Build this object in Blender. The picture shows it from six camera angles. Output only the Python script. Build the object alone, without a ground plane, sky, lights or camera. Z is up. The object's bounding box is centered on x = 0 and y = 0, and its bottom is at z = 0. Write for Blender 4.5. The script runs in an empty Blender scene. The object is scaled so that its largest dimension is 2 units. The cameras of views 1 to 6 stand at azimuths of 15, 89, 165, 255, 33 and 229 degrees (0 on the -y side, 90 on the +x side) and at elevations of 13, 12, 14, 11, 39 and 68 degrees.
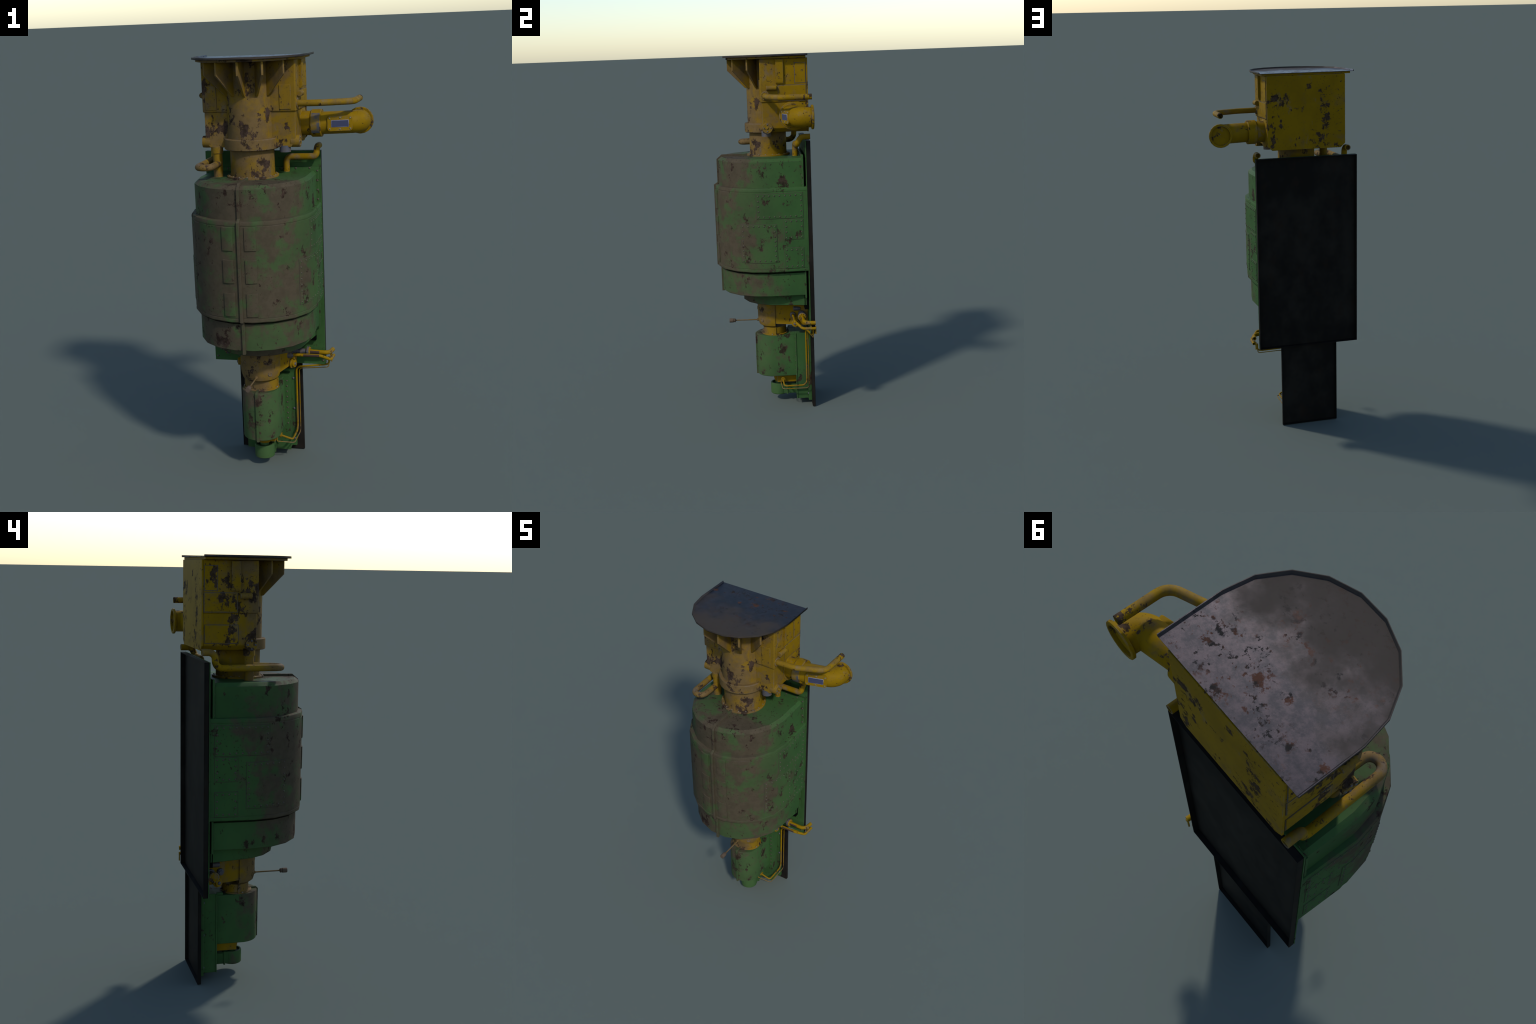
import bpy, bmesh, math, random
from mathutils import Vector, Matrix
random.seed(7)
X0 = -0.122                      # vertical axis of the machine
rad = math.radians

# ------------------------------------------------------------------ materials
class NT:
    def __init__(s, name):
        s.m = bpy.data.materials.new(name); s.m.use_nodes = True
        s.t = s.m.node_tree; s.t.nodes.clear()
        s.out = s.n('ShaderNodeOutputMaterial'); s.b = s.n('ShaderNodeBsdfPrincipled')
        s.l(s.b.outputs[0], s.out.inputs[0])
        s.co = s.n('ShaderNodeTexCoord').outputs['Object']
    def n(s, t): return s.t.nodes.new(t)
    def l(s, a, b): s.t.links.new(a, b)
    def put(s, sock, v):
        if hasattr(v, 'links') or hasattr(v, 'is_linked'): s.l(v, sock)
        else: sock.default_value = v
    def mapping(s, scale=(1, 1, 1), loc=(0, 0, 0)):
        m = s.n('ShaderNodeMapping'); s.l(s.co, m.inputs[0])
        m.inputs['Scale'].default_value = scale; m.inputs['Location'].default_value = loc
        return m.outputs[0]
    def noise(s, scale, detail=6, rough=.6, vec=None, dist=0.0):
        t = s.n('ShaderNodeTexNoise'); s.l(vec if vec is not None else s.co, t.inputs['Vector'])
        t.inputs['Scale'].default_value = scale; t.inputs['Detail'].default_value = detail
        t.inputs['Roughness'].default_value = rough; t.inputs['Distortion'].default_value = dist
        return t.outputs[0]
    def ramp(s, f, a, b):         # smooth threshold
        r = s.n('ShaderNodeMapRange'); r.interpolation_type = 'SMOOTHSTEP'
        s.l(f, r.inputs[0]); r.inputs[1].default_value = a; r.inputs[2].default_value = b
        return r.outputs[0]
    def math(s, op, a, b=0.0):
        m = s.n('ShaderNodeMath'); m.operation = op; m.use_clamp = False
        s.put(m.inputs[0], a); s.put(m.inputs[1], b); return m.outputs[0]
    def mix(s, f, a, b):
        m = s.n('ShaderNodeMix'); m.data_type = 'RGBA'; m.clamp_factor = True
        s.put(m.inputs[0], f)
        for k, v in ((6, a), (7, b)):
            s.put(m.inputs[k], v if not isinstance(v, tuple) else (*v, 1))
        return m.outputs[2]
    def axis(s, i):
        x = s.n('ShaderNodeSeparateXYZ'); s.l(s.co, x.inputs[0]); return x.outputs[i]
    def edge(s, r=.004):          # worn edges found with the bevel node
        bv = s.n('ShaderNodeBevel'); bv.samples = 4; bv.inputs['Radius'].default_value = r
        g = s.n('ShaderNodeNewGeometry'); d = s.n('ShaderNodeVectorMath'); d.operation = 'DOT_PRODUCT'
        s.l(bv.outputs[0], d.inputs[0]); s.l(g.outputs['Normal'], d.inputs[1])
        return s.ramp(s.math('SUBTRACT', 1.0, d.outputs['Value']), .015, .12)
    def bump(s, h, strength=.15, dist=.003):
        b = s.n('ShaderNodeBump'); b.inputs['Strength'].default_value = strength
        b.inputs['Distance'].default_value = dist; s.l(h, b.inputs['Height'])
        s.l(b.outputs[0], s.b.inputs['Normal'])
    def done(s, col, rough, metal=0.0, spec=.05):
        s.put(s.b.inputs['Base Color'], col); s.put(s.b.inputs['Roughness'], rough)
        s.put(s.b.inputs['Metallic'], metal); s.b.inputs['Specular IOR Level'].default_value = spec; return s.m

def painted(name, paint, paint2, dust, rust, chips=.60, slope=.5, y0=.06, lo=.44, hi=.60, film=.85, base=.3, steel=(.10, .10, .12), edgewear=.8, smear=.0):
    t = NT(name)
    col = t.mix(t.ramp(t.noise(5, 4, .6), .35, .68), paint, paint2)
    # dried mud film, thicker towards the front of the machine, broken up at several scales
    bias = t.math('MULTIPLY', t.math('SUBTRACT', y0, t.axis(1)), slope)
    nz = t.math('ADD', t.math('MULTIPLY', t.noise(3.6, 5, .6, dist=.5), .55), t.math('MULTIPLY', t.noise(15, 8, .68, dist=.3), .45))
    nz = t.math('ADD', nz, t.math('MINIMUM', bias, .11))
    haze = t.math('MULTIPLY', t.ramp(bias, -.04, .10), base)
    mud = t.math('MAXIMUM', t.math('MULTIPLY', t.ramp(nz, lo, hi), film), haze)
    dcol = t.mix(t.ramp(t.noise(28, 6, .65), .35, .7), dust, tuple(c * .78 for c in dust))
    col = t.mix(mud, col, dcol)
    if smear:                     # thin grey rubbed smears
        sm = t.ramp(t.noise(11, 7, .7, t.mapping((1, 1, .55), (3.1, 1.7, .4))), .56, .66)
        col = t.mix(t.math('MULTIPLY', sm, smear), col, (.105, .092, .088))
    # bare worn steel on the edges
    wear = t.math('MULTIPLY', t.edge(), t.ramp(t.noise(24, 5, .6), .46, .58))
    col = t.mix(t.math('MULTIPLY', wear, edgewear), col, steel)
    # flaked-off patches, a few large and many small, and pits
    area = t.math('MULTIPLY', t.math('SUBTRACT', t.noise(2.7, 3, .5), .5), .32)
    big = t.ramp(t.math('ADD', t.noise(13, 10, .72, t.mapping((1, 1, .8))), area), chips, chips + .02)
    zone = t.ramp(t.noise(3.1, 2, .5, t.mapping(loc=(5, 2, 1))), .47, .60)
    pits = t.math('MULTIPLY', t.ramp(t.noise(75, 4, .62), .62, .66), zone)
    flake = t.math('MAXIMUM', big, pits)
    rc = t.mix(t.ramp(t.noise(45, 5, .7), .40, .60), rust, tuple(c * .42 for c in rust))
    col = t.mix(t.math('MULTIPLY', flake, .94), col, rc)
    fine = t.noise(160, 3, .6)
    col = t.mix(t.math('MULTIPLY', t.ramp(fine, .58, .72), .4), col, tuple(c * .4 for c in dust))
    h = t.math('SUBTRACT', t.math('MULTIPLY', fine, .25), flake)
    t.bump(h, .22, .002)
    r = t.math('ADD', .55, t.math('MULTIPLY', flake, .3))
    r = t.math('ADD', r, t.math('MULTIPLY', mud, .2))
    return t.done(col, r)

YEL = painted('worn_yellow_paint', (.205, .120, .0018), (.165, .097, .0018), (.115, .077, .040), (.046, .030, .024), chips=.566, slope=.50, y0=.10, lo=.450, hi=.610, film=.82, base=.30, steel=(.105, .100, .112), edgewear=.85, smear=.42)
GRN = painted('worn_green_paint', (.036, .087, .026), (.028, .070, .022), (.068, .048, .034), (.042, .026, .020), chips=.588, slope=.45, y0=.08, lo=.492, hi=.632, film=.90, base=.32, edgewear=.5, steel=(.072, .058, .050))
def black():
    t = NT('sooty_black_steel')
    v = t.mapping((1, 1, .7))
    c = t.mix(t.ramp(t.noise(6, 8, .65, v), .40, .70), (.0078, .0070, .0060), (.0170, .0148, .0120))
    c = t.mix(t.math('MULTIPLY', t.ramp(t.noise(11, 8, .7, v), .52, .68), .6), c, (.016, .0100, .0065))
    c = t.mix(t.edge(.006), c, (.006, .005, .0045))
    t.bump(t.noise(90, 4), .12, .002)
    return t.done(c, .62)
BLK = black()
def gap_black():
    t = NT('painted_gap_darkness'); return t.done((.0015, .0015, .0015, 1), .95)
GAP_BLACK = gap_black()
def tray():
    t = NT('rusty_bare_steel')
    y = t.axis(1)
    c = t.mix(t.ramp(t.noise(26, 9, .75), .38, .62), (.056, .048, .053), (.034, .033, .037))
    nz = t.math('ADD', t.noise(5, 6, .6), t.math('MULTIPLY', t.math('SUBTRACT', .10, y), 1.5))
    mud = t.math('MULTIPLY', t.ramp(nz, .42, .80), .9)
    c = t.mix(mud, c, (.046, .038, .031))
    rs = t.ramp(t.noise(9, 9, .72), .575, .625)
    pit = t.math('MULTIPLY', t.ramp(t.noise(48, 6, .7), .56, .62), t.ramp(t.noise(4, 3), .40, .55))
    ru = t.math('MAXIMUM', rs, pit)
    ru = t.math('MULTIPLY', ru, t.math('SUBTRACT', 1.0, t.math('MULTIPLY', mud, .75)))
    c = t.mix(ru, c, t.mix(t.ramp(t.noise(16, 5), .42, .58), (.060, .028, .018), (.016, .015, .014)))
    met = t.math('MULTIPLY', t.math('SUBTRACT', 1.0, t.math('MAXIMUM', ru, mud)), 1.0)
    r = t.math('ADD', .40, t.math('MULTIPLY', t.math('MAXIMUM', ru, mud), .35))
    t.bump(t.noise(70, 6, .7), .10, .002)
    return t.done(c, r, met)
TRAY = tray()
def bare(name, c1, c2, metal, rough):
    t = NT(name); c = t.mix(t.ramp(t.noise(26, 7, .65), .4, .65), c1, c2)
    t.bump(t.noise(120, 4), .15, .001); return t.done(c, rough, metal)
STEEL = bare('greasy_grey_steel', (.085, .085, .10), (.13, .10, .075), .35, .5)
BAND = bare('scuffed_bare_band', (.072, .075, .090), (.20, .125, .02), .2, .55)
RIV = bare('rusty_rivet_metal', (.075, .055, .048), (.05, .085, .035), .1, .6)
BOLT = bare('dull_bolt_metal', (.17, .15, .12), (.11, .09, .06), .3, .5)
def glass():
    t = NT('dark_gauge_glass'); t.b.inputs['Coat Weight'].default_value = .4
    return t.done((.040, .045, .085, 1), .22)
GLASS = glass()
PALE = bare('pale_gauge_trim', (.32, .32, .42), (.10, .10, .16), .0, .4)
GSEAM = bare('brown_seam_grime', (.052, .040, .033), (.045, .055, .030), 0, .8)
SEAM = bare('dark_seam_metal', (.066, .060, .062), (.100, .070, .025), .1, .6)
RUST = bare('flaking_brown_tape', (.055, .034, .026), (.040, .028, .024), .0, .8)

# ------------------------------------------------------------------ helpers
def empty(name):
    o = bpy.data.objects.new(name, None); bpy.context.collection.objects.link(o); return o
ROOT = empty('well_control_machine')
ROOT['label'] = 'tall worn green and yellow industrial machine with pipes and black back plate'
ROOT['category'] = 'industrial machine'

def obj(name, bm, mat, parent=ROOT, angle=35, bevel=0.0, seg=2, bangle=30):
    bmesh.ops.remove_doubles(bm, verts=bm.verts, dist=1e-6)
    bmesh.ops.recalc_face_normals(bm, faces=bm.faces)
    if bevel > 0:
        es = [e for e in bm.edges if len(e.link_faces) == 2 and e.calc_face_angle(0) > rad(bangle)]
        bmesh.ops.bevel(bm, geom=es, offset=bevel, segments=seg, affect='EDGES', clamp_overlap=True, profile=.5)
    me = bpy.data.meshes.new(name); bm.to_mesh(me); bm.free()
    me.polygons.foreach_set('use_smooth', [True] * len(me.polygons)); me.set_sharp_from_angle(angle=rad(angle))
    for m in (mat if isinstance(mat, (list, tuple)) else [mat]): me.materials.append(m)
    o = bpy.data.objects.new(name, me); bpy.context.collection.objects.link(o)
    if bevel > 0:
        wn = o.modifiers.new('flat_faces', 'WEIGHTED_NORMAL'); wn.weight = 80; wn.keep_sharp = True
    o.parent = parent; return o

def loft(bm, rings, cap0=True, cap1=True, closed=True):
    vs = [[bm.verts.new(p) for p in r] for r in rings]
    n = len(vs[0])
    for a, b in zip(vs, vs[1:]):
        for i in range(n if closed else n - 1):
            j = (i + 1) % n; bm.faces.new((a[i], a[j], b[j], b[i]))
    if cap0: bm.faces.new(vs[0][::-1])
    if cap1: bm.faces.new(vs[-1])
    return vs
def prism(bm, poly, z0, z1):      # poly in xy
    loft(bm, [[(x, y, z0) for x, y in poly], [(x, y, z1) for x, y in poly]])
def box(bm, x0, x1, y0, y1, z0, z1):
    prism(bm, [(x0, y0), (x1, y0), (x1, y1), (x0, y1)], z0, z1)
def frame_of(d):
    d = Vector(d).normalized(); a = Vector((0, 0, 1)) if abs(d.z) < .9 else Vector((0, 1, 0))
    u = d.cross(a).normalized(); return d, u, d.cross(u).normalized()
def ring(c, d, r, n, r2=None):
    d, u, v = frame_of(d); c = Vector(c); r2 = r2 or r
    return [c + u * r * math.cos(2 * math.pi * i / n) + v * r2 * math.sin(2 * math.pi * i / n) for i in range(n)]
def turned(bm, c, d, prof, n=24): # profile of (distance along d, radius)
    d = Vector(d).normalized(); c = Vector(c)
    loft(bm, [ring(c + d * s, d, r, n) for s, r in prof])
def fillet(path, r, n=6, lim=.49):
    P = [Vector(p) for p in path]; rs = r if isinstance(r, (list, tuple)) else [r] * len(P)
    out = [P[0]]
    for i in range(1, len(P) - 1):
        a, b = (P[i - 1] - P[i]), (P[i + 1] - P[i]); la, lb = a.length, b.length; a.normalize(); b.normalize()
        ang = a.angle(b); t = min(rs[i] / math.tan(ang / 2), la * lim, lb * lim); rr = t * math.tan(ang / 2)
        c = P[i] + (a + b).normalized() * (rr / math.sin(ang / 2)); s = P[i] + a * t - c; e = P[i] + b * t - c
        tot = s.angle(e); ax = s.cross(e).normalized()
        for k in range(n + 1): out.append(c + Matrix.Rotation(tot * k / n, 3, ax) @ s)
    out.append(P[-1]); return out
def tube(bm, path, r, n=14, r_end=None, hollow0=False, hollow1=False, wall=.0035, deep=.03):
    P = [Vector(p) for p in path]
    T = [(P[min(i + 1, len(P) - 1)] - P[max(i - 1, 0)]).normalized() for i in range(len(P))]
    T = [((P[i] - P[i - 1]).normalized() + (P[i + 1] - P[i]).normalized()).normalized() if 0 < i < len(P) - 1 else T[i] for i in range(len(P))]
    d, u, v = frame_of(T[0]); rings = []; ra = r
    for i, p in enumerate(P):
        if r_end: r = ra + (r_end - ra) * i / (len(P) - 1)
        if i:
            q = T[i - 1].rotation_difference(T[i]); u = q @ u; v = q @ v
        rings.append([p + u * r * math.cos(2 * math.pi * k / n) + v * r * math.sin(2 * math.pi * k / n) for k in range(n)])
    def inner(R, p, t):
        f = (r - wall) / r
        a = [p + (x - p) * f for x in R]; return [a, [x + t * deep for x in a]]
    if hollow0: rings = inner(rings[0], P[0], T[0])[::-1] + rings
    if hollow1: rings = rings + inner(rings[-1], P[-1], -T[-1])
    loft(bm, rings)
def circ(cx, cy, r, a0, a1, n):
    return [(cx + r * math.cos(rad(a0 + (a1 - a0) * i / n)), cy + r * math.sin(rad(a0 + (a1 - a0) * i / n))) for i in range(n + 1)]

# rivets and bolts share one dome mesh per kind
DOMES = {}
def dome(name, mat, r, h, n=10):
    k = (name, mat.name, r)
    if k not in DOMES:
        bm = bmesh.new(); R = [ring((0, 0, -.001), (0, 0, 1), r, n)]
        R += [ring((0, 0, h * math.sin(a)), (0, 0, 1), r * math.cos(a), n) for a in (.0, .5, .95, 1.35)]
        loft(bm, R); bmesh.ops.recalc_face_normals(bm, faces=bm.faces)
        me = bpy.data.meshes.new(name); bm.to_mesh(me); bm.free()
        me.polygons.foreach_set('use_smooth', [True] * len(me.polygons)); me.materials.append(mat)
        DOMES[k] = me
    return DOMES[k]
def stud(name, mat, p, nrm, r=.0045, h=.0028, parent=ROOT):
    o = bpy.data.objects.new(name, dome(name, mat, r, h)); bpy.context.collection.objects.link(o)
    o.parent = parent
    o.matrix_local = Matrix.Translation(Vector(p)) @ Vector((0, 0, 1)).rotation_difference(Vector(nrm)).to_matrix().to_4x4()
    return o

# ------------------------------------------------------------------ top tray
TX, TY = -.1265, .070
def dee(r, yb, cx=TX, cy=TY): return [(cx + r, yb)] + circ(cx, cy, r, 0, -180, 9) + [(cx - r, yb)]
bm = bmesh.new()
R, yb = .2632, .2635
prism(bm, dee(R, yb), 1.9905, 1.9925)
out, inn, inb = [[p for p in dee(k, yb)] for k in (R, R - .0022, R - .0065)]
vs = loft(bm, [[(x, y, 1.9906) for x, y in out], [(x, y, 2.0) for x, y in out], [(x, y, 2.0) for x, y in inn], [(x, y, 1.9926) for x, y in inb]], False, False, closed=False)
for e in (0, -1): bm.faces.new([r[e] for r in vs])
obj('top_tray', bm, TRAY, angle=25)
bm = bmesh.new(); prism(bm, dee(.2455, .2545), 1.9795, 1.9903); obj('tray_flange', bm, YEL, bevel=.001, seg=1)

# ------------------------------------------------------------------ upper housing
HY = .046                                            # axis of the column
head = empty('upper_housing'); head.parent = ROOT
bm = bmesh.new(); box(bm, -.341, .0985, .0075, .257, 1.748, 1.9798); obj('upper_case', bm, YEL, head, bevel=.006, seg=3)
bm = bmesh.new()
xz = [(-.335, 1.752), (-.335, 1.609), (-.312, 1.586), (.068, 1.586), (.0925, 1.609), (.0925, 1.752)]
loft(bm, [[(x, .0145, z) for x, z in xz], [(x, .257, z) for x, z in xz]])
obj('lower_case', bm, YEL, head, bevel=.004)
bm = bmesh.new()
xz = [(-.340, 1.979), (-.340, 1.607), (-.3145, 1.5840), (.0703, 1.5840), (.0965, 1.607), (.0965, 1.979)]
loft(bm, [[(x, .2565, z) for x, z in xz], [(x, .2645, z) for x, z in xz]])
obj('back_cover', bm, YEL, head, bevel=.002)
bm = bmesh.new(); turned(bm, (X0, HY, 1.620), (0, 0, 1), [(0, .1095), (.3595, .1095)], 36); obj('front_column', bm, YEL, head)
bm = bmesh.new(); turned(bm, (X0, HY, 1.579), (0, 0, 1), [(0, .123), (.003, .127), (.048, .127), (.051, .1245)], 36); obj('column_collar', bm, YEL, head)
bm = bmesh.new(); turned(bm, (X0, HY, 1.447), (0, 0, 1), [(0, .103), (.150, .103)], 36); obj('neck', bm, YEL, head)
nf = empty('neck_flange'); nf.parent = head
bm = bmesh.new(); turned(bm, (X0, HY, 1.4475), (0, 0, 1), [(0, .121), (.0085, .121), (.010, .119)], 24); obj('flange_ring', bm, YEL, nf)
for k in range(18):
    a = rad(20 * k + 10)
    stud('flange_bolt', BOLT, (X0 + .1125 * math.cos(a), HY + .1125 * math.sin(a), 1.458), (0, 0, 1), .0035, .003, nf)

# gusset ribs under the tray
bm = bmesh.new()
rz = [(.100, 1.981), (.213, 1.981), (.213, 1.9205), (.117, 1.8225), (.100, 1.8225)]
w = .0052
loft(bm, [[(r, -w, z) for r, z in rz], [(r, w, z) for r, z in rz]])
rib = obj('gusset_rib', bm, YEL, head, bevel=.0008, seg=1)
base = Matrix.Translation((X0, HY, 0))
rib.matrix_local = base @ Matrix.Rotation(rad(-30), 4, 'Z')
for a in (-60, -90, -120, -150):
    o = rib.copy(); bpy.context.collection.objects.link(o); o.matrix_local = base @ Matrix.Rotation(rad(a), 4, 'Z')

# pads and panels on the case
def panel(name, x0, x1, y0, y1, z0, z1, mat=YEL, parent=head, bevel=.0018):
    bm = bmesh.new(); box(bm, x0, x1, y0, y1, z0, z1); obj(name, bm, mat, parent, bevel=bevel)
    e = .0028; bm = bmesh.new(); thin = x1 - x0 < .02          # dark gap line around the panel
    ey, ex = (e, 0) if thin else (0, e)
    sh = .0016
    if thin: box(bm, x0 + sh * (x0 < X0), x1 - sh * (x0 > X0), y0 - e, y1 + e, z0 - e, z1 + e)
    else: box(bm, x0 - e, x1 + e, y0 + .0036, y1, z0 - e, z1 + e)
    obj('panel_seam', bm, SEAM, parent)
for x0, x1 in ((-.3255, -.2715), (.0225, .0765)):
    bm = bmesh.new(); box(bm, x0, x1, .0030, .012, 1.7585, 1.868); obj('front_pad', bm, YEL, head, bevel=.003)
for s in (-1, 1):
    f = .0985 if s > 0 else -.341
    def px(a, b): return (f + a, f + b) if s > 0 else (f - b, f - a)
    panel('side_panel', *px(-.01, .0022), .195, .2515, 1.847, 1.953)
    panel('side_panel', *px(-.01, .0022), .105, .2525, 1.7555, 1.8365)
    # tall slat with a sloped foot
    bm = bmesh.new(); xa, xb = (f - .01, f + .0135) if s > 0 else (f + .01, f - .0135)
    yz = [(xa, 1.9735), (xb, 1.9735), (xb, 1.858), (xa + (xb - xa) * .75, 1.8455), (xa, 1.8455)]
    loft(bm, [[(x, .0925, z) for x, z in yz], [(x, .1335, z) for x, z in yz]]); obj('tall_slat', bm, YEL, head, bevel=.0015)
    bm = bmesh.new(); turned(bm, (f + s * .0095, .040, 1.8245), (0, 1, 0), [(0, .011), (.002, .0135), (.0535, .0135), (.0555, .011)], 18); obj('hinge_barrel', bm, YEL, head)
    # bolted port below
    port = empty('bolted_port'); port.parent = head
    bm = bmesh.new(); fx = X0 + s * .2305
    turned(bm, (X0 + s * .19, .0395, 1.6115), (s, 0, 0), [(0, .028), (.030, .028), (.0315, .0275), (.0405, .0275)], 24); obj('port_barrel', bm, YEL, port)
    for k in range(4):
        a = rad(90 * k); stud('port_bolt', STEEL, (fx, .0395 + .018 * math.cos(a), 1.6115 + .018 * math.sin(a)), (s, 0, 0), .0045, .003, port)
    if s > 0: stud('port_bolt', YEL, (fx, .0395, 1.6115), (s, 0, 0), .007, .005, port)
panel('side_panel', -.3385, -.33, .0985, .2485, 1.6195, 1.6975)
bm = bmesh.new(); turned(bm, (.088, .185, 1.674), (1, 0, 0), [(0, .079), (.0066, .079), (.0072, .078)], 32); obj('round_boss', bm, YEL, head)
# drain pipe (left) and drain stub (right)
bm = bmesh.new(); turned(bm, (-.286, .0345, 1.446), (0, 0, 1), [(0, .022), (.113, .022), (.1135, .0265), (.145, .0265)], 18); obj('drain_pipe', bm, YEL)
bm = bmesh.new(); turned(bm, (.0375, .0345, 1.563), (0, 0, 1), [(0, .0262), (.030, .0262)], 16); obj('drain_stub', bm, STEEL, head)

# ------------------------------------------------------------------ elbow outlet with gauge window
elbow = empty('elbow_outlet'); elbow.parent = ROOT
ZE = 1.6785
YC = .1675; tdir = Vector((1, 0, 0))
bm = bmesh.new(); turned(bm, (.085, YC, ZE), tdir, [(0, .0570), (.10, .0570)], 28); obj('pipe_stub', bm, YEL, elbow)
bm = bmesh.new()
tube(bm, fillet([(.165, YC - .009, ZE), (.3470, .2010, ZE), (.3500, .2580, ZE)], .050, 14, .92), .0525, 28); obj('elbow_pipe', bm, YEL, elbow)
bm = bmesh.new(); c = Vector((.1375, YC, ZE)); turned(bm, c, tdir, [(0, .060), (.005, .0645), (.048, .0645), (.051, .062)], 28)
col_o = obj('pipe_collar', bm, YEL, elbow, angle=30)
bm = bmesh.new()
d, u, v = frame_of(tdir)
def arc_ring(s, r, a0, a1, n=12):
    return [c + tdir * s + (Vector((0, 0, 1)) * math.sin(a) + tdir.cross(Vector((0, 0, 1))) * math.cos(a)) * r for a in [rad(a0 + (a1 - a0) * i / n) for i in range(n + 1)]]
i0, o0, o1, i1 = arc_ring(.008, .062, -40, 50), arc_ring(.008, .0650, -40, 50), arc_ring(.0465, .0650, -40, 50), arc_ring(.0465, .062, -40, 50)
vs = loft(bm, [i0, o0, o1, i1], False, False, closed=False)
for e in (0, -1): bm.faces.new([r[e] for r in vs])
obj('bare_band', bm, BAND, elbow)
bm = bmesh.new(); turned(bm, (.3505, .2595, ZE), (0, 1, 0), [(0, .0605), (.002, .063), (.0105, .063), (.0125, .0605), (.0125, .0515), (-.003, .0505), (-.003, .030), (-.0015, .030), (-.0015, .008), (.001, .008)], 20); obj('end_flange', bm, YEL, elbow, angle=30)
# gauge window
gw = empty('gauge_window'); gw.parent = elbow
p0 = Vector((.2393, .1152, 0)); p1 = Vector((.3145, .1365, 0)); gx = (p1 - p0).normalized(); gn = Vector((gx.y, -gx.x, 0)); gc = (p0 + p1) / 2 + Vector((0, 0, 1.6785))
GM = Matrix((( gx.x, 0, gn.x, gc.x), (gx.y, 0, gn.y, gc.y), (0, 1, 0, gc.z), (0, 0, 0, 1)))
def rrect(w, h, r, n=5):
    out = []
    for sx, sy, a in ((1, 1, 0), (-1, 1, 90), (-1, -1, 180), (1, -1, 270)):
        out += [(sx * (w - r) + r * math.cos(rad(a + 90 * i / n)), sy * (h - r) + r * math.sin(rad(a + 90 * i / n))) for i in range(n + 1)]
    return out
def gpart(name, w, h, r, z0, z1, mat, bevel=0, cx=0, cy=0):
    bm = bmesh.new(); pl = rrect(w, h, r)
    loft(bm, [[GM @ Vector((x + cx, y + cy, z)) for x, y in pl] for z in (z0, z1)]); return obj(name, bm, mat, gw, bevel=bevel, bangle=50)
gpart('window_frame', .0585, .0345, .014, -.045, -.0005, YEL, .002)
gpart('window_trim', .0402, .0158, .001, -.003, .0008, PALE)
gpart('window_glass', .0388, .0146, .001, -.003, .0014, GLASS)
gn3 = GM.to_3x3() @ Vector((0, 0, 1))
for sx in (-1, 0, 1):
    for sy in (-1, 1):
        stud('frame_screw', BOLT, GM @ Vector((sx * .0475, sy * .0245 * (1.08 if sx == 0 else 1), -.0005)), gn3, .0042, .0026, gw)
# bent arm pipe above the elbow
arm = empty('arm_pipe'); arm.parent = ROOT
bm = bmesh.new()
tube(bm, fillet([(.095, .032, 1.782), (.205, .0385, 1.782), (.3475, .098, 1.782), (.3492, .2655, 1.7825)], [0, .12, .055, 0], 10), .0150, 18, hollow1=True); obj('arm_tube', bm, YEL, arm)
bm = bmesh.new(); turned(bm, (.0975, .033, 1.7835), (1, 0, 0), [(0, .024), (.0045, .024), (.0055, .023)], 24); obj('arm_flange', bm, YEL, arm)
for k in range(10):
    a = rad(36 * k); stud('flange_bolt', STEEL, (.103, .033 + .0195 * math.cos(a), 1.7835 + .0195 * math.sin(a)), (1, 0, 0), .0022, .0018, arm)

# ------------------------------------------------------------------ main drum
DY = .0275
def sect(r, yb, hb, cy=DY, n=9):
    return [(X0 + hb, yb)] + circ(X0, cy, r, 0, -180, n) + [(X0 - hb, yb)]
def lofts(bm, rows, n=9, cy=DY):
    loft(bm, [[(x, y, z) for x, y in sect(r, yb, hb, cy, n)] for r, yb, hb, z in rows])
drum = empty('main_drum'); drum.parent = ROOT
bm = bmesh.new(); lofts(bm, [(.2693, .216, .2655, 1.285), (.2693, .216, .2655, 1.4325), (.2500, .216, .250, 1.4480)]); obj('drum_cap', bm, GRN, drum, angle=28)
bm = bmesh.new()
H, G = (.2905, .2400, .2815), (.2892, .2400, .2805)      # full outline, groove outline
lofts(bm, [(.262, .238, .255, .8275), (.2875, .2400, .279, .8275), (*H, .8315), (*H, .8440), (*G, .8450), (*G, .8480), (*H, .8490),
           (*H, 1.2690), (*G, 1.2700), (*G, 1.2730), (*H, 1.2740), (*H, 1.2860), (.2880, .2400, .279, 1.2925), (.262, .238, .255, 1.2965)])
obj('drum_shell', bm, GRN, drum, angle=28)
bm = bmesh.new(); lofts(bm, [(.2665, .216, .260, .687), (.2693, .216, .2625, .690), (.2693, .216, .2625, .815)]); obj('drum_skirt', bm, GRN, drum, angle=28)
bm = bmesh.new(); loft(bm, [[(x, y, z) for x, y in [(X0 + r + .022, .2225)] + circ(X0, .095, r, 0, -180, 9) + [(X0 - r - .022, .2225)]] for r, z in ((.218, .6230), (.222, .6260), (.222, .69))]); obj('drum_underplate', bm, GRN, drum, angle=28)
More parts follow.
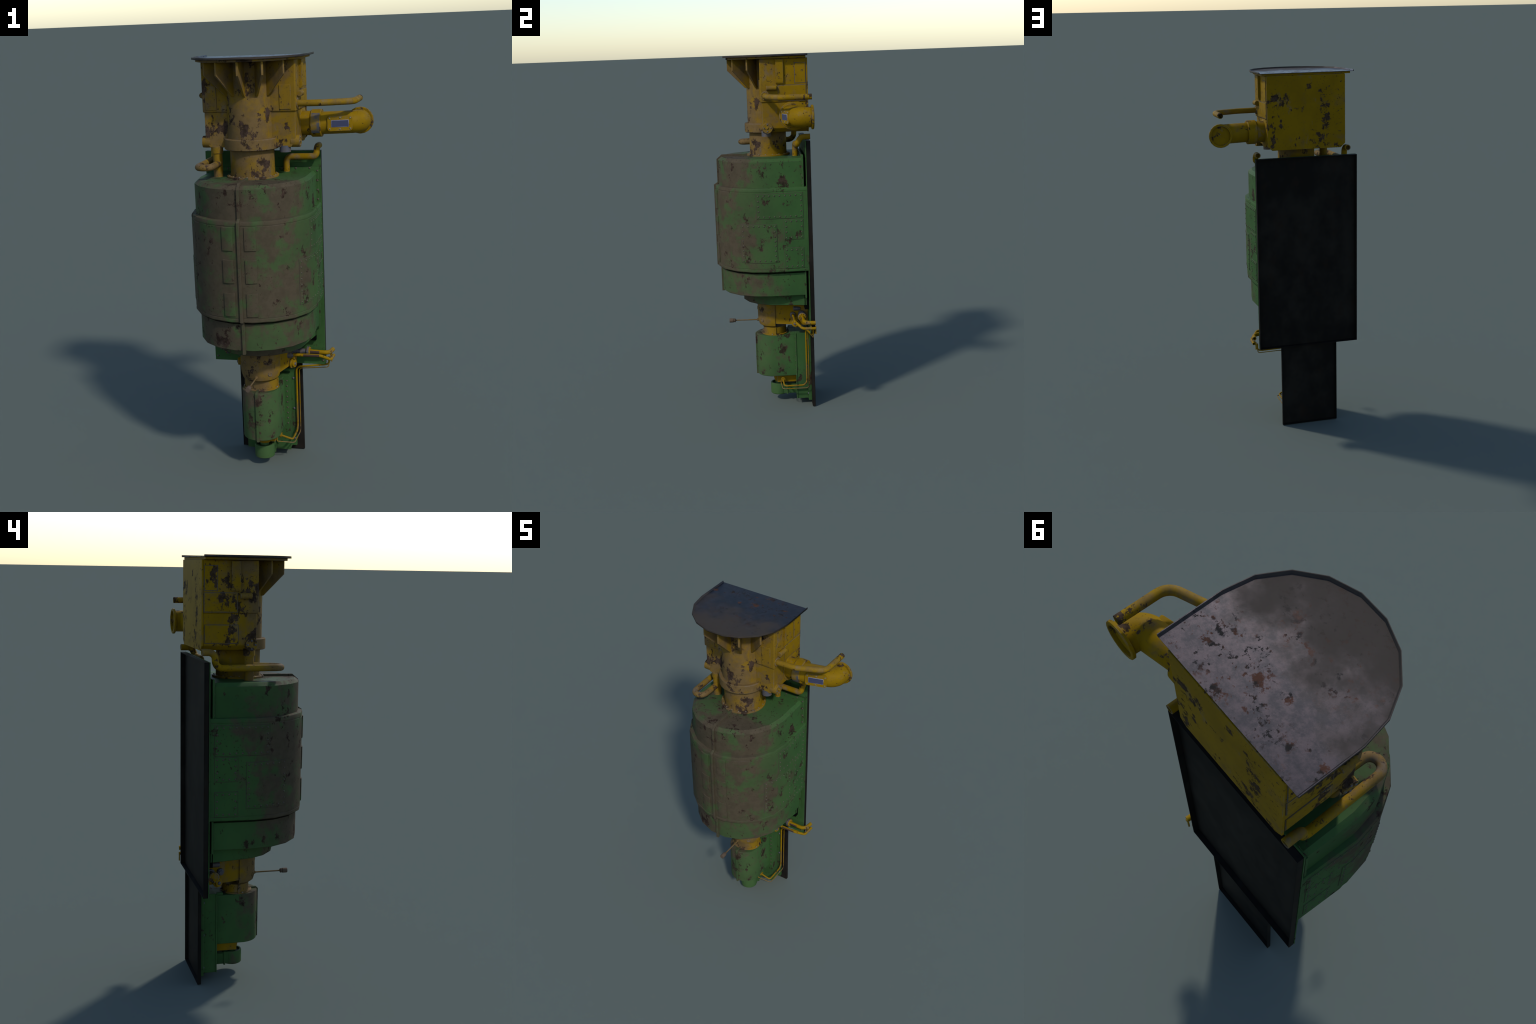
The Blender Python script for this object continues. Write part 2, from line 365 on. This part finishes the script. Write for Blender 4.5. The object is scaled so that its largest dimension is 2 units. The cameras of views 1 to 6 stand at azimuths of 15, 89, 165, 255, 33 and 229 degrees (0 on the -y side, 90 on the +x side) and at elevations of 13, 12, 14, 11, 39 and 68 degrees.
# flange round the cap and skirt where they meet the frame
for z0, z1, hw in ((1.289, 1.4655, .2765), (.672, .823, .2685)):
    bm = bmesh.new(); box(bm, X0 - hw, X0 + hw, .2155, .2245, z0, z1); obj('drum_rear_flange', bm, GRN, drum, bevel=.0015)
for s in (-1, 1):
    for z in (1.31, 1.355, 1.40, 1.447): stud('frame_rivet', RIV, (X0 + s * .2705, .2155, z), (0, -1, 0), .005, .003, drum)
for k in range(8): stud('frame_rivet', RIV, (X0 - .235 + .067 * k, .2155, 1.4595), (0, -1, 0), .005, .003, drum)
bm = bmesh.new(); box(bm, X0 - .243, X0 + .243, .212, .2375, .60, 1.44); obj('gap_darkness_block', bm, GAP_BLACK, drum)  # solid block coloured near-black to show the dark of the rear gap

# front seam strip following the profile
def strip(name, prof, w, h, parent):      # prof: list of (y,z); raised by h outwards
    P = [Vector((0, y, z)) for y, z in prof]; bm = bmesh.new(); ins, outs = [], []
    for i, p in enumerate(P):
        t = (P[min(i + 1, len(P) - 1)] - P[max(i - 1, 0)]).normalized(); nn = Vector((0, -t.z, t.y)) * -1
        if nn.y > .3: nn = -nn
        ins.append(p - nn * .004); outs.append(p + nn * h)
    def at(p, x): return (X0 + x, p.y, p.z)
    loft(bm, [[at(a, -w), at(a, w), at(b, w), at(b, -w)] for a, b in zip(ins, outs)])
    return obj(name, bm, GRN, parent, bevel=.0015, angle=40)
fc, fm = DY - .2693 * math.cos(rad(10)), DY - .2905 * math.cos(rad(10))
strip('seam_strip', [(-.070, 1.4480), (fc + .020, 1.4480), (fc, 1.4325), (fc, 1.302), (fm, 1.2895), (fm, .829), (fc, .822), (fc, .6725)], .0068, .0105, drum)
# riveted patches wrapped on the drum shell
SEC = sect(.2905, .240, .2815)
def along(y, s):                                    # walk the outline from the back edge: y -> point, normal
    pts = SEC if s > 0 else SEC[::-1]
    for a, b in zip(pts, pts[1:]):
        if (a[1] - y) * (b[1] - y) <= 0 and a[1] > b[1]:
            t = (a[1] - y) / (a[1] - b[1]); p = (a[0] + (b[0] - a[0]) * t, y)
            nn = Vector((b[1] - a[1], -(b[0] - a[0]), 0)).normalized()
            if nn.x * s < 0: nn = -nn
            return Vector((p[0], p[1], 0)), nn
def patch(name, ys, z0, z1, s, h=.0022, mat=GRN, parent=drum):
    bm = bmesh.new(); rows = []
    y0, y1 = max(ys), min(ys)
    br = [y0] + [y for x, y in sect(.2905, .24, .2815)[1:6] if y1 < y < y0] + [y1]
    for y in br:
        p, nn = along(y, s); a, b = p - nn * .004, p + nn * h
        rows.append([(a.x, a.y, z0), (b.x, b.y, z0), (b.x, b.y, z1), (a.x, a.y, z1)])
    loft(bm, rows); return obj(name, bm, mat, parent, bevel=.0009, seg=1, bangle=60, angle=30)
for s in (-1, 1):
    for y0, y1, z0, z1, ny, nz in ((-.0372, .2155, 1.1262, 1.2615, 9, 5), (.1105, .2152, 1.009, 1.119, 4, 4), (-.1256, .0697, .8825, 1.0945, 7, 8), (.1095, .2140, .848, .961, 4, 4)):
        grp = empty('riveted_patch'); grp.parent = drum
        patch('patch_plate', (y0, y1), z0, z1, s, parent=grp)
        patch('patch_seam', (y0 - .0025, y1 + .0025), z0 - .0025, z1 + .0025, s, h=.0006, mat=GSEAM, parent=grp)
        m = .0105; pts = []
        for i in range(ny):
            y = y0 + m + (y1 - y0 - 2 * m) * i / (ny - 1); pts += [(y, z0 + m), (y, z1 - m)]
        for j in range(1, nz - 1):
            z = z0 + m + (z1 - z0 - 2 * m) * j / (nz - 1); pts += [(y0 + m, z), (y1 - m, z)]
        for y, z in pts:
            p, nn = along(y, s); q = p + nn * .0022
            stud('patch_rivet', RIV, (q.x, q.y, z), nn, .0046, .0026, grp)
# rectangular pads beside the seam
def arcpad(a0, a1, z0, z1, h=.0052, mat=None, name='drum_pad'):
    bm = bmesh.new(); rows = []
    br = sorted({a0, a1, *[a for a in range(-180, 1, 20) if a0 < a < a1]})
    for a in br:
        k = .2905 * math.cos(rad(10)) / math.cos(rad(((a + 180) % 20) - 10))
        for_r = [k - .004, k + h]
        c0 = [(X0 + r * math.cos(rad(a)), DY + r * math.sin(rad(a))) for r in for_r]
        rows.append([(*c0[0], z0), (*c0[1], z0), (*c0[1], z1), (*c0[0], z1)])
    loft(bm, rows); obj(name, bm, mat or GRN, drum, bevel=.0026, bangle=50, angle=30)
for a0, a1 in ((-106, -95.4), (-85, -74.5)):
    for z0, z1 in ((1.161, 1.268), (1.012, 1.120), (.857, .966)):
        arcpad(a0, a1, z0, z1)

# ------------------------------------------------------------------ back plates
bm = bmesh.new(); box(bm, -.4085, .1632, .2368, .2416, .4685, 1.5412); obj('green_back_frame', bm, GRN, bevel=.001)
def pan(name, x0, x1, z0, z1, yf, yfloor, yrim, w=.0035):
    bm = bmesh.new()                     # shallow steel pan, open to the rear
    def rc(d, y): return [(x0 + d, y, z0 + d), (x1 - d, y, z0 + d), (x1 - d, y, z1 - d), (x0 + d, y, z1 - d)]
    loft(bm, [rc(.002, yf), rc(0, yf + .002), rc(0, yrim), rc(w, yrim), rc(w, yfloor)])
    return obj(name, bm, BLK, angle=20)
pan('black_back_plate', -.4070, .1620, .4695, 1.5405, .2418, .2432, .2645)
pan('black_foot_plate', -.2832, .0400, .0, .4692, .2468, .2482, .2637)
for s in (-1, 1): stud('frame_rivet', RIV, (X0 + s * .272, .2368, .489), (0, -1, 0), .006, .004)

# ------------------------------------------------------------------ pipes round the neck
u_pipe = bmesh.new()
tube(u_pipe, fillet([(-.3545, .2655, 1.580), (-.3545, .207, 1.580), (-.3520, .203, 1.5095), (-.3475, -.1060, 1.5095), (-.2830, -.1060, 1.5095), (-.2790, .030, 1.512)], [0, .034, .034, .034, .034, 0], 8), .0157, 16, hollow0=True)
obj('return_pipe', u_pipe, YEL)
bm = bmesh.new()
tube(bm, fillet([(.0058, .190, 1.448), (.0075, .190, 1.5185), (.1500, .1915, 1.5195), (.1508, .214, 1.5630), (.1512, .2650, 1.5630)], [0, .026, .018, .030, 0], 8), .0152, 16, hollow1=True)
obj('vent_pipe', bm, YEL)

# ------------------------------------------------------------------ gearbox under the drum
gear = empty('gearbox'); gear.parent = ROOT
GY = .049
bm = bmesh.new()
arc = circ(X0, GY, 1, 0, -180, 12)
def gpoly(k): return [(X0 + (x - X0) * k, GY + (y - GY) * k) for x, y in arc]
loft(bm, [[(x, y, z) for x, y in gpoly(k)] for k, z in ((.072, .4555), (.089, .468), (.0955, .490), (.0965, .51), (.0965, .635))]); obj('gear_case', bm, YEL, gear, angle=30)
bm = bmesh.new()
tp = [(X0 - .090, .048), (X0 + .090, .048), (X0 + .141, .236), (X0 - .141, .236)]
loft(bm, [[(x, y, z) for x, y in tp] for z in (.4800, .635)]); obj('gear_block', bm, YEL, gear, bevel=.005, seg=2)
for a, z in ((-50, .555), (-50, .500), (-130, .555), (-130, .500), (-90, .56)):
    p = (X0 + .0955 * math.cos(rad(a)), GY + .0955 * math.sin(rad(a)), z); nn = (math.cos(rad(a)), math.sin(rad(a)), 0)
    bm = bmesh.new(); turned(bm, Vector(p) - Vector(nn) * .004, nn, [(0, .011), (.0065, .010), (.0075, .0085), (.0055, .007)], 12); obj('case_plug', bm, YEL, gear)
for a in (-30, -150):
    p = Vector((X0 + .0945 * math.cos(rad(a)), GY + .0945 * math.sin(rad(a)), .536)); nn = Vector((math.cos(rad(a)), math.sin(rad(a)), 0))
    t = Vector((-nn.y, nn.x, 0)); bm = bmesh.new()
    loft(bm, [[p + t * i * .008 + Vector((0, 0, j * .011)) + nn * h for i, j in ((-1, -1), (1, -1), (1, 1), (-1, 1))] for h in (-.005, .0035)]); obj('case_pad', bm, YEL, gear, bevel=.001)
bm = bmesh.new(); loft(bm, [ring((X0, .048, z), (0, 0, 1), .079, 28, .0655) for z in (.400, .4565)]); obj('gear_neck', bm, YEL, gear)
bm = bmesh.new(); loft(bm, [ring((X0, .047, z), (0, 0, 1), a, 28, b) for z, a, b in ((.4075, .088, .0785), (.4155, .088, .0785), (.4165, .086, .0765))]); obj('gear_neck_flange', bm, YEL, gear)
for s in (-1, 1):
    bm = bmesh.new(); box(bm, X0 + s * .081 - .004, X0 + s * .081 + .004, .045, .052, .412, .458); obj('neck_fin', bm, YEL, gear, bevel=.001)
    stud('flange_bolt', BOLT, (X0 + s * .081, .030, .4165), (0, 0, 1), .0045, .005, gear)
    # round port on the slanted flank
    nn = Vector((s * .95, -.313, 0)); c = Vector((X0 + s * .128, .165, .4925))
    bm = bmesh.new(); turned(bm, c, nn, [(0, .024), (.006, .024), (.008, .019), (.018, .018), (.020, .016)], 20); obj('flank_port', bm, YEL, gear)
    stud('port_bolt', STEEL, c + nn * .020, nn, .009, .005, gear)
# blanked coupling and socket on the left, cylinders on both flanks
bm = bmesh.new(); turned(bm, (X0 - .122, .198, .5425), (-1, 0, 0), [(0, .019), (.024, .019), (.025, .012), (.044, .012), (.045, .0165), (.052, .0165), (.053, .0135), (.078, .0135), (.079, .0245), (.0885, .0245)], 22); obj('blank_coupling', bm, STEEL, gear, angle=25)
bm = bmesh.new(); turned(bm, (X0 - .2100, .198, .5425), (-1, 0, 0), [(0, .0248), (.0035, .0248), (.0045, .0235)], 24); obj('blank_flange', bm, YEL, gear)
for k in range(12):
    a = rad(30 * k); stud('flange_bolt', STEEL, (X0 - .2145, .198 + .0205 * math.cos(a), .5425 + .0205 * math.sin(a)), (-1, 0, 0), .0024, .002, gear)
bm = bmesh.new(); turned(bm, (X0 - .08, .149, .5410), (-1, 0, 0), [(0, .0165), (.050, .0165), (.051, .0145), (.057, .0145), (.058, .010), (.064, .0095)], 18); obj('blank_socket', bm, STEEL, gear, angle=25)
for s in (-1, 1):
    bm = bmesh.new(); turned(bm, (X0 + s * .121, .152, .5765), (0, 1, 0), [(0, .009), (.004, .0132), (.040, .0132), (.042, .011)], 16); obj('side_cylinder', bm, STEEL, gear)
# handle with round knob
lev = empty('lever'); lev.parent = gear
bm = bmesh.new(); tube(bm, [(X0 + .001, -.040, .4885), (X0, -.190, .4890)], .0036, 10); obj('lever_rod', bm, YEL, lev)
bm = bmesh.new(); turned(bm, (X0, -.1775, .489), (0, -1, 0), [(0, .006), (.003, .0105), (.0085, .0115), (.010, .0095), (.0125, .0095), (.0135, .0122), (.036, .0122), (.0375, .0112)], 18); obj('lever_knob', bm, bare('muddy_knob_rubber', (.085, .062, .045), (.07, .05, .035), 0, .85), lev)
bm = bmesh.new(); turned(bm, (X0, -.044, .4885), (0, -1, 0), [(0, .008), (.009, .008), (.010, .006)], 12); obj('lever_boss', bm, YEL, lev)

# hoses on the right
hose = empty('hose_group'); hose.parent = ROOT
bm = bmesh.new(); tube(bm, fillet([(.084, .198, .5475), (.1885, .2045, .5415), (.1960, .2655, .5405)], [0, .040, 0], 10), .0108, 16, hollow1=True, wall=.003); obj('thick_hose', bm, YEL, hose)
bm = bmesh.new(); turned(bm, (0, .198, .5475), (1, 0, 0), [(0, .019), (.024, .019), (.025, .012), (.044, .012), (.045, .0165), (.052, .0165), (.053, .0135), (.078, .0135), (.079, .0245), (.0885, .0245), (.0895, .0215)], 22); obj('hose_coupling', bm, STEEL, hose, angle=25)
bm = bmesh.new(); turned(bm, (.0885, .198, .5475), (1, 0, 0), [(0, .0225), (.0035, .0225), (.0045, .021)], 22); obj('coupling_flange', bm, YEL, hose)
for k in range(10):
    a = rad(36 * k); stud('flange_bolt', YEL, (.0925, .198 + .0185 * math.cos(a), .5475 + .0185 * math.sin(a)), (1, 0, 0), .0032, .0045, hose)
bm = bmesh.new(); tube(bm, fillet([(-.02, .1490, .5425), (.1535, .1495, .5440), (.1980, .1930, .5110), (.2004, .2655, .5100)], [0, .025, .030, 0], 9), .0077, 14, hollow1=True, wall=.002); obj('thin_hose', bm, YEL, hose)
bm = bmesh.new(); turned(bm, (-.045, .149, .5410), (1, 0, 0), [(0, .0165), (.050, .0165), (.051, .0145), (.057, .0145), (.058, .010), (.064, .0095)], 18); obj('hose_socket', bm, STEEL, hose, angle=25)
# brown worn lengths on the shaded flank of both hoses
def sleeve(name, a, b, r, a0, a1):
    a, b = Vector(a), Vector(b); t = (b - a).normalized(); up = Vector((0, 0, 1)); sd = t.cross(up).normalized(); up = sd.cross(t)
    bm = bmesh.new()
    def arc_(p, r): return [p + (sd * math.cos(rad(a0 + (a1 - a0) * i / 8)) + up * math.sin(rad(a0 + (a1 - a0) * i / 8))) * r for i in range(9)]
    vs = loft(bm, [arc_(a, r - .002), arc_(a, r), arc_(b, r), arc_(b, r - .002)], False, False, closed=False)
    for e in (0, -1): bm.faces.new([q[e] for q in vs])
    obj(name, bm, RUST, hose)
sleeve('hose_scuff', (.094, .1986, .547), (.140, .2012, .5445), .01115, -60, 40)
sleeve('hose_scuff', (.070, .1493, .5432), (.149, .1495, .5438), .00805, -75, 50)
bm = bmesh.new()
tube(bm, fillet([(.178, .252, .505), (.178, .252, .468), (.150, .249, .4625), (.0165, .2200, .4545), (.0155, .2190, .122), (.0165, .088, .1215), (-.048, .083, .1435)], [0, .014, .03, .022, .030, .016, 0], 8), .0050, 12); obj('long_pipe', bm, YEL, hose)
bm = bmesh.new()
tube(bm, fillet([(.180, .250, .500), (.175, .252, .4500), (.0290, .2310, .4440), (.0270, .2300, .108), (.0270, .079, .1085), (-.060, .072, .1130), (-.060, .072, .135)], [0, .014, .014, .020, .014, .006, 0], 6), .0025, 8); obj('capillary_pipe', bm, YEL, hose)
bm = bmesh.new(); turned(bm, (-.038, .0838, .1425), (-1, 0, .2), [(0, .0125), (.008, .0125), (.009, .011)], 16); obj('pipe_flange', bm, YEL, hose)
for y, z0, z1 in ((.236, .495, .525), (.262, .475, .520)):
    bm = bmesh.new(); box(bm, .186, .192, y, y + .006, z0, z1); obj('hose_clip', bm, YEL, hose, bevel=.001)

# ------------------------------------------------------------------ lower drum
low = empty('lower_drum'); low.parent = ROOT
LY = .032
lp = [(X0 + .088, .166)] + circ(X0, LY, .0915, 8, -188, 14) + [(X0 - .088, .166)]
bm = bmesh.new(); loft(bm, [[(X0 + (x - X0) * k, LY + (y - LY) * k, z) for x, y in lp] for k, z in ((.975, .1665), (1, .1695), (1, .4085), (.985, .4115))]); obj('lower_shell', bm, GRN, low, angle=30)
f2 = LY - .0915
strip('lower_seam', [(-.020, .4105), (f2 + .003, .4105), (f2, .4085), (f2, .163)], .0062, .0075, low)
bm = bmesh.new(); box(bm, X0 - .108, X0 + .108, .1645, .2285, .0325, .4280)
obj('lower_housing', bm, GRN, low, bevel=.003)
bm = bmesh.new(); loft(bm, [[(X0 - .112, .160, z), (X0 + .112, .160, z), (X0 + .112, .1655, z), (X0 - .112, .1655, z)] for z in (.0325, .4260)]); obj('lower_housing_lip', bm, GRN, low, bevel=.001)
bm = bmesh.new(); box(bm, X0 - .1275, X0 + .1275, .2275, .2466, .026, .4400); obj('lower_mount', bm, GRN, low, bevel=.002)
bm = bmesh.new(); box(bm, X0 - .084, X0 + .084, .125, .2285, .4050, .4250); obj('lower_lid', bm, GRN, low, bevel=.006)
for s in (-1, 1):
    for z in (.0655, .229, .391): stud('mount_bolt', STEEL, (X0 + s * .1195, .2275, z), (0, -1, 0), .0065, .005, low)
    for k in range(9): stud('housing_rivet', RIV, (X0 + s * .1005, .160, .401 - .0282 * k), (0, -1, 0), .0045, .003, low)
# yellow gear foot and small roller under it
bm = bmesh.new(); box(bm, X0 - .058, X0 + .058, .050, .165, .119, .170); obj('foot_box', bm, YEL, low, bevel=.003)
bm = bmesh.new(); turned(bm, (X0, .070, .112), (0, 0, 1), [(0, .030), (.012, .036), (.055, .041)], 20); obj('foot_hub', bm, YEL, low)
RY = .0625
bm = bmesh.new(); turned(bm, (X0, RY, .0385), (0, 0, 1), [(0, .043), (.003, .0475), (.005, .0490), (.062, .0490), (.067, .047), (.067, .040), (.058, .039)], 28); obj('roller_cup', bm, GRN, low, angle=28)
bm = bmesh.new(); turned(bm, (X0, RY, .080), (0, 0, 1), [(0, .022), (.036, .022)], 16); obj('roller_hub', bm, GRN, low)
bm = bmesh.new(); box(bm, X0 - .042, X0 + .042, .085, .166, .044, .103); obj('roller_bracket', bm, GRN, low, bevel=.002)
bm = bmesh.new(); box(bm, X0 - .046, X0 + .046, .103, .111, .0395, .106); obj('roller_bracket_plate', bm, GRN, low, bevel=.001)
for s in (-1, 1):
    stud('bracket_bolt', RIV, (X0 + s * .0315, RY - .0315, .096), (s * .7, -.7, 0), .005, .004, low)
    bm = bmesh.new()
    tri_ = [(.112, .100), (.1645, .100), (.1645, .055)]
    loft(bm, [[(X0 + s * x, y, z) for y, z in tri_] for x in (.042, .048)]); obj('bracket_gusset', bm, GRN, low, bevel=.001)
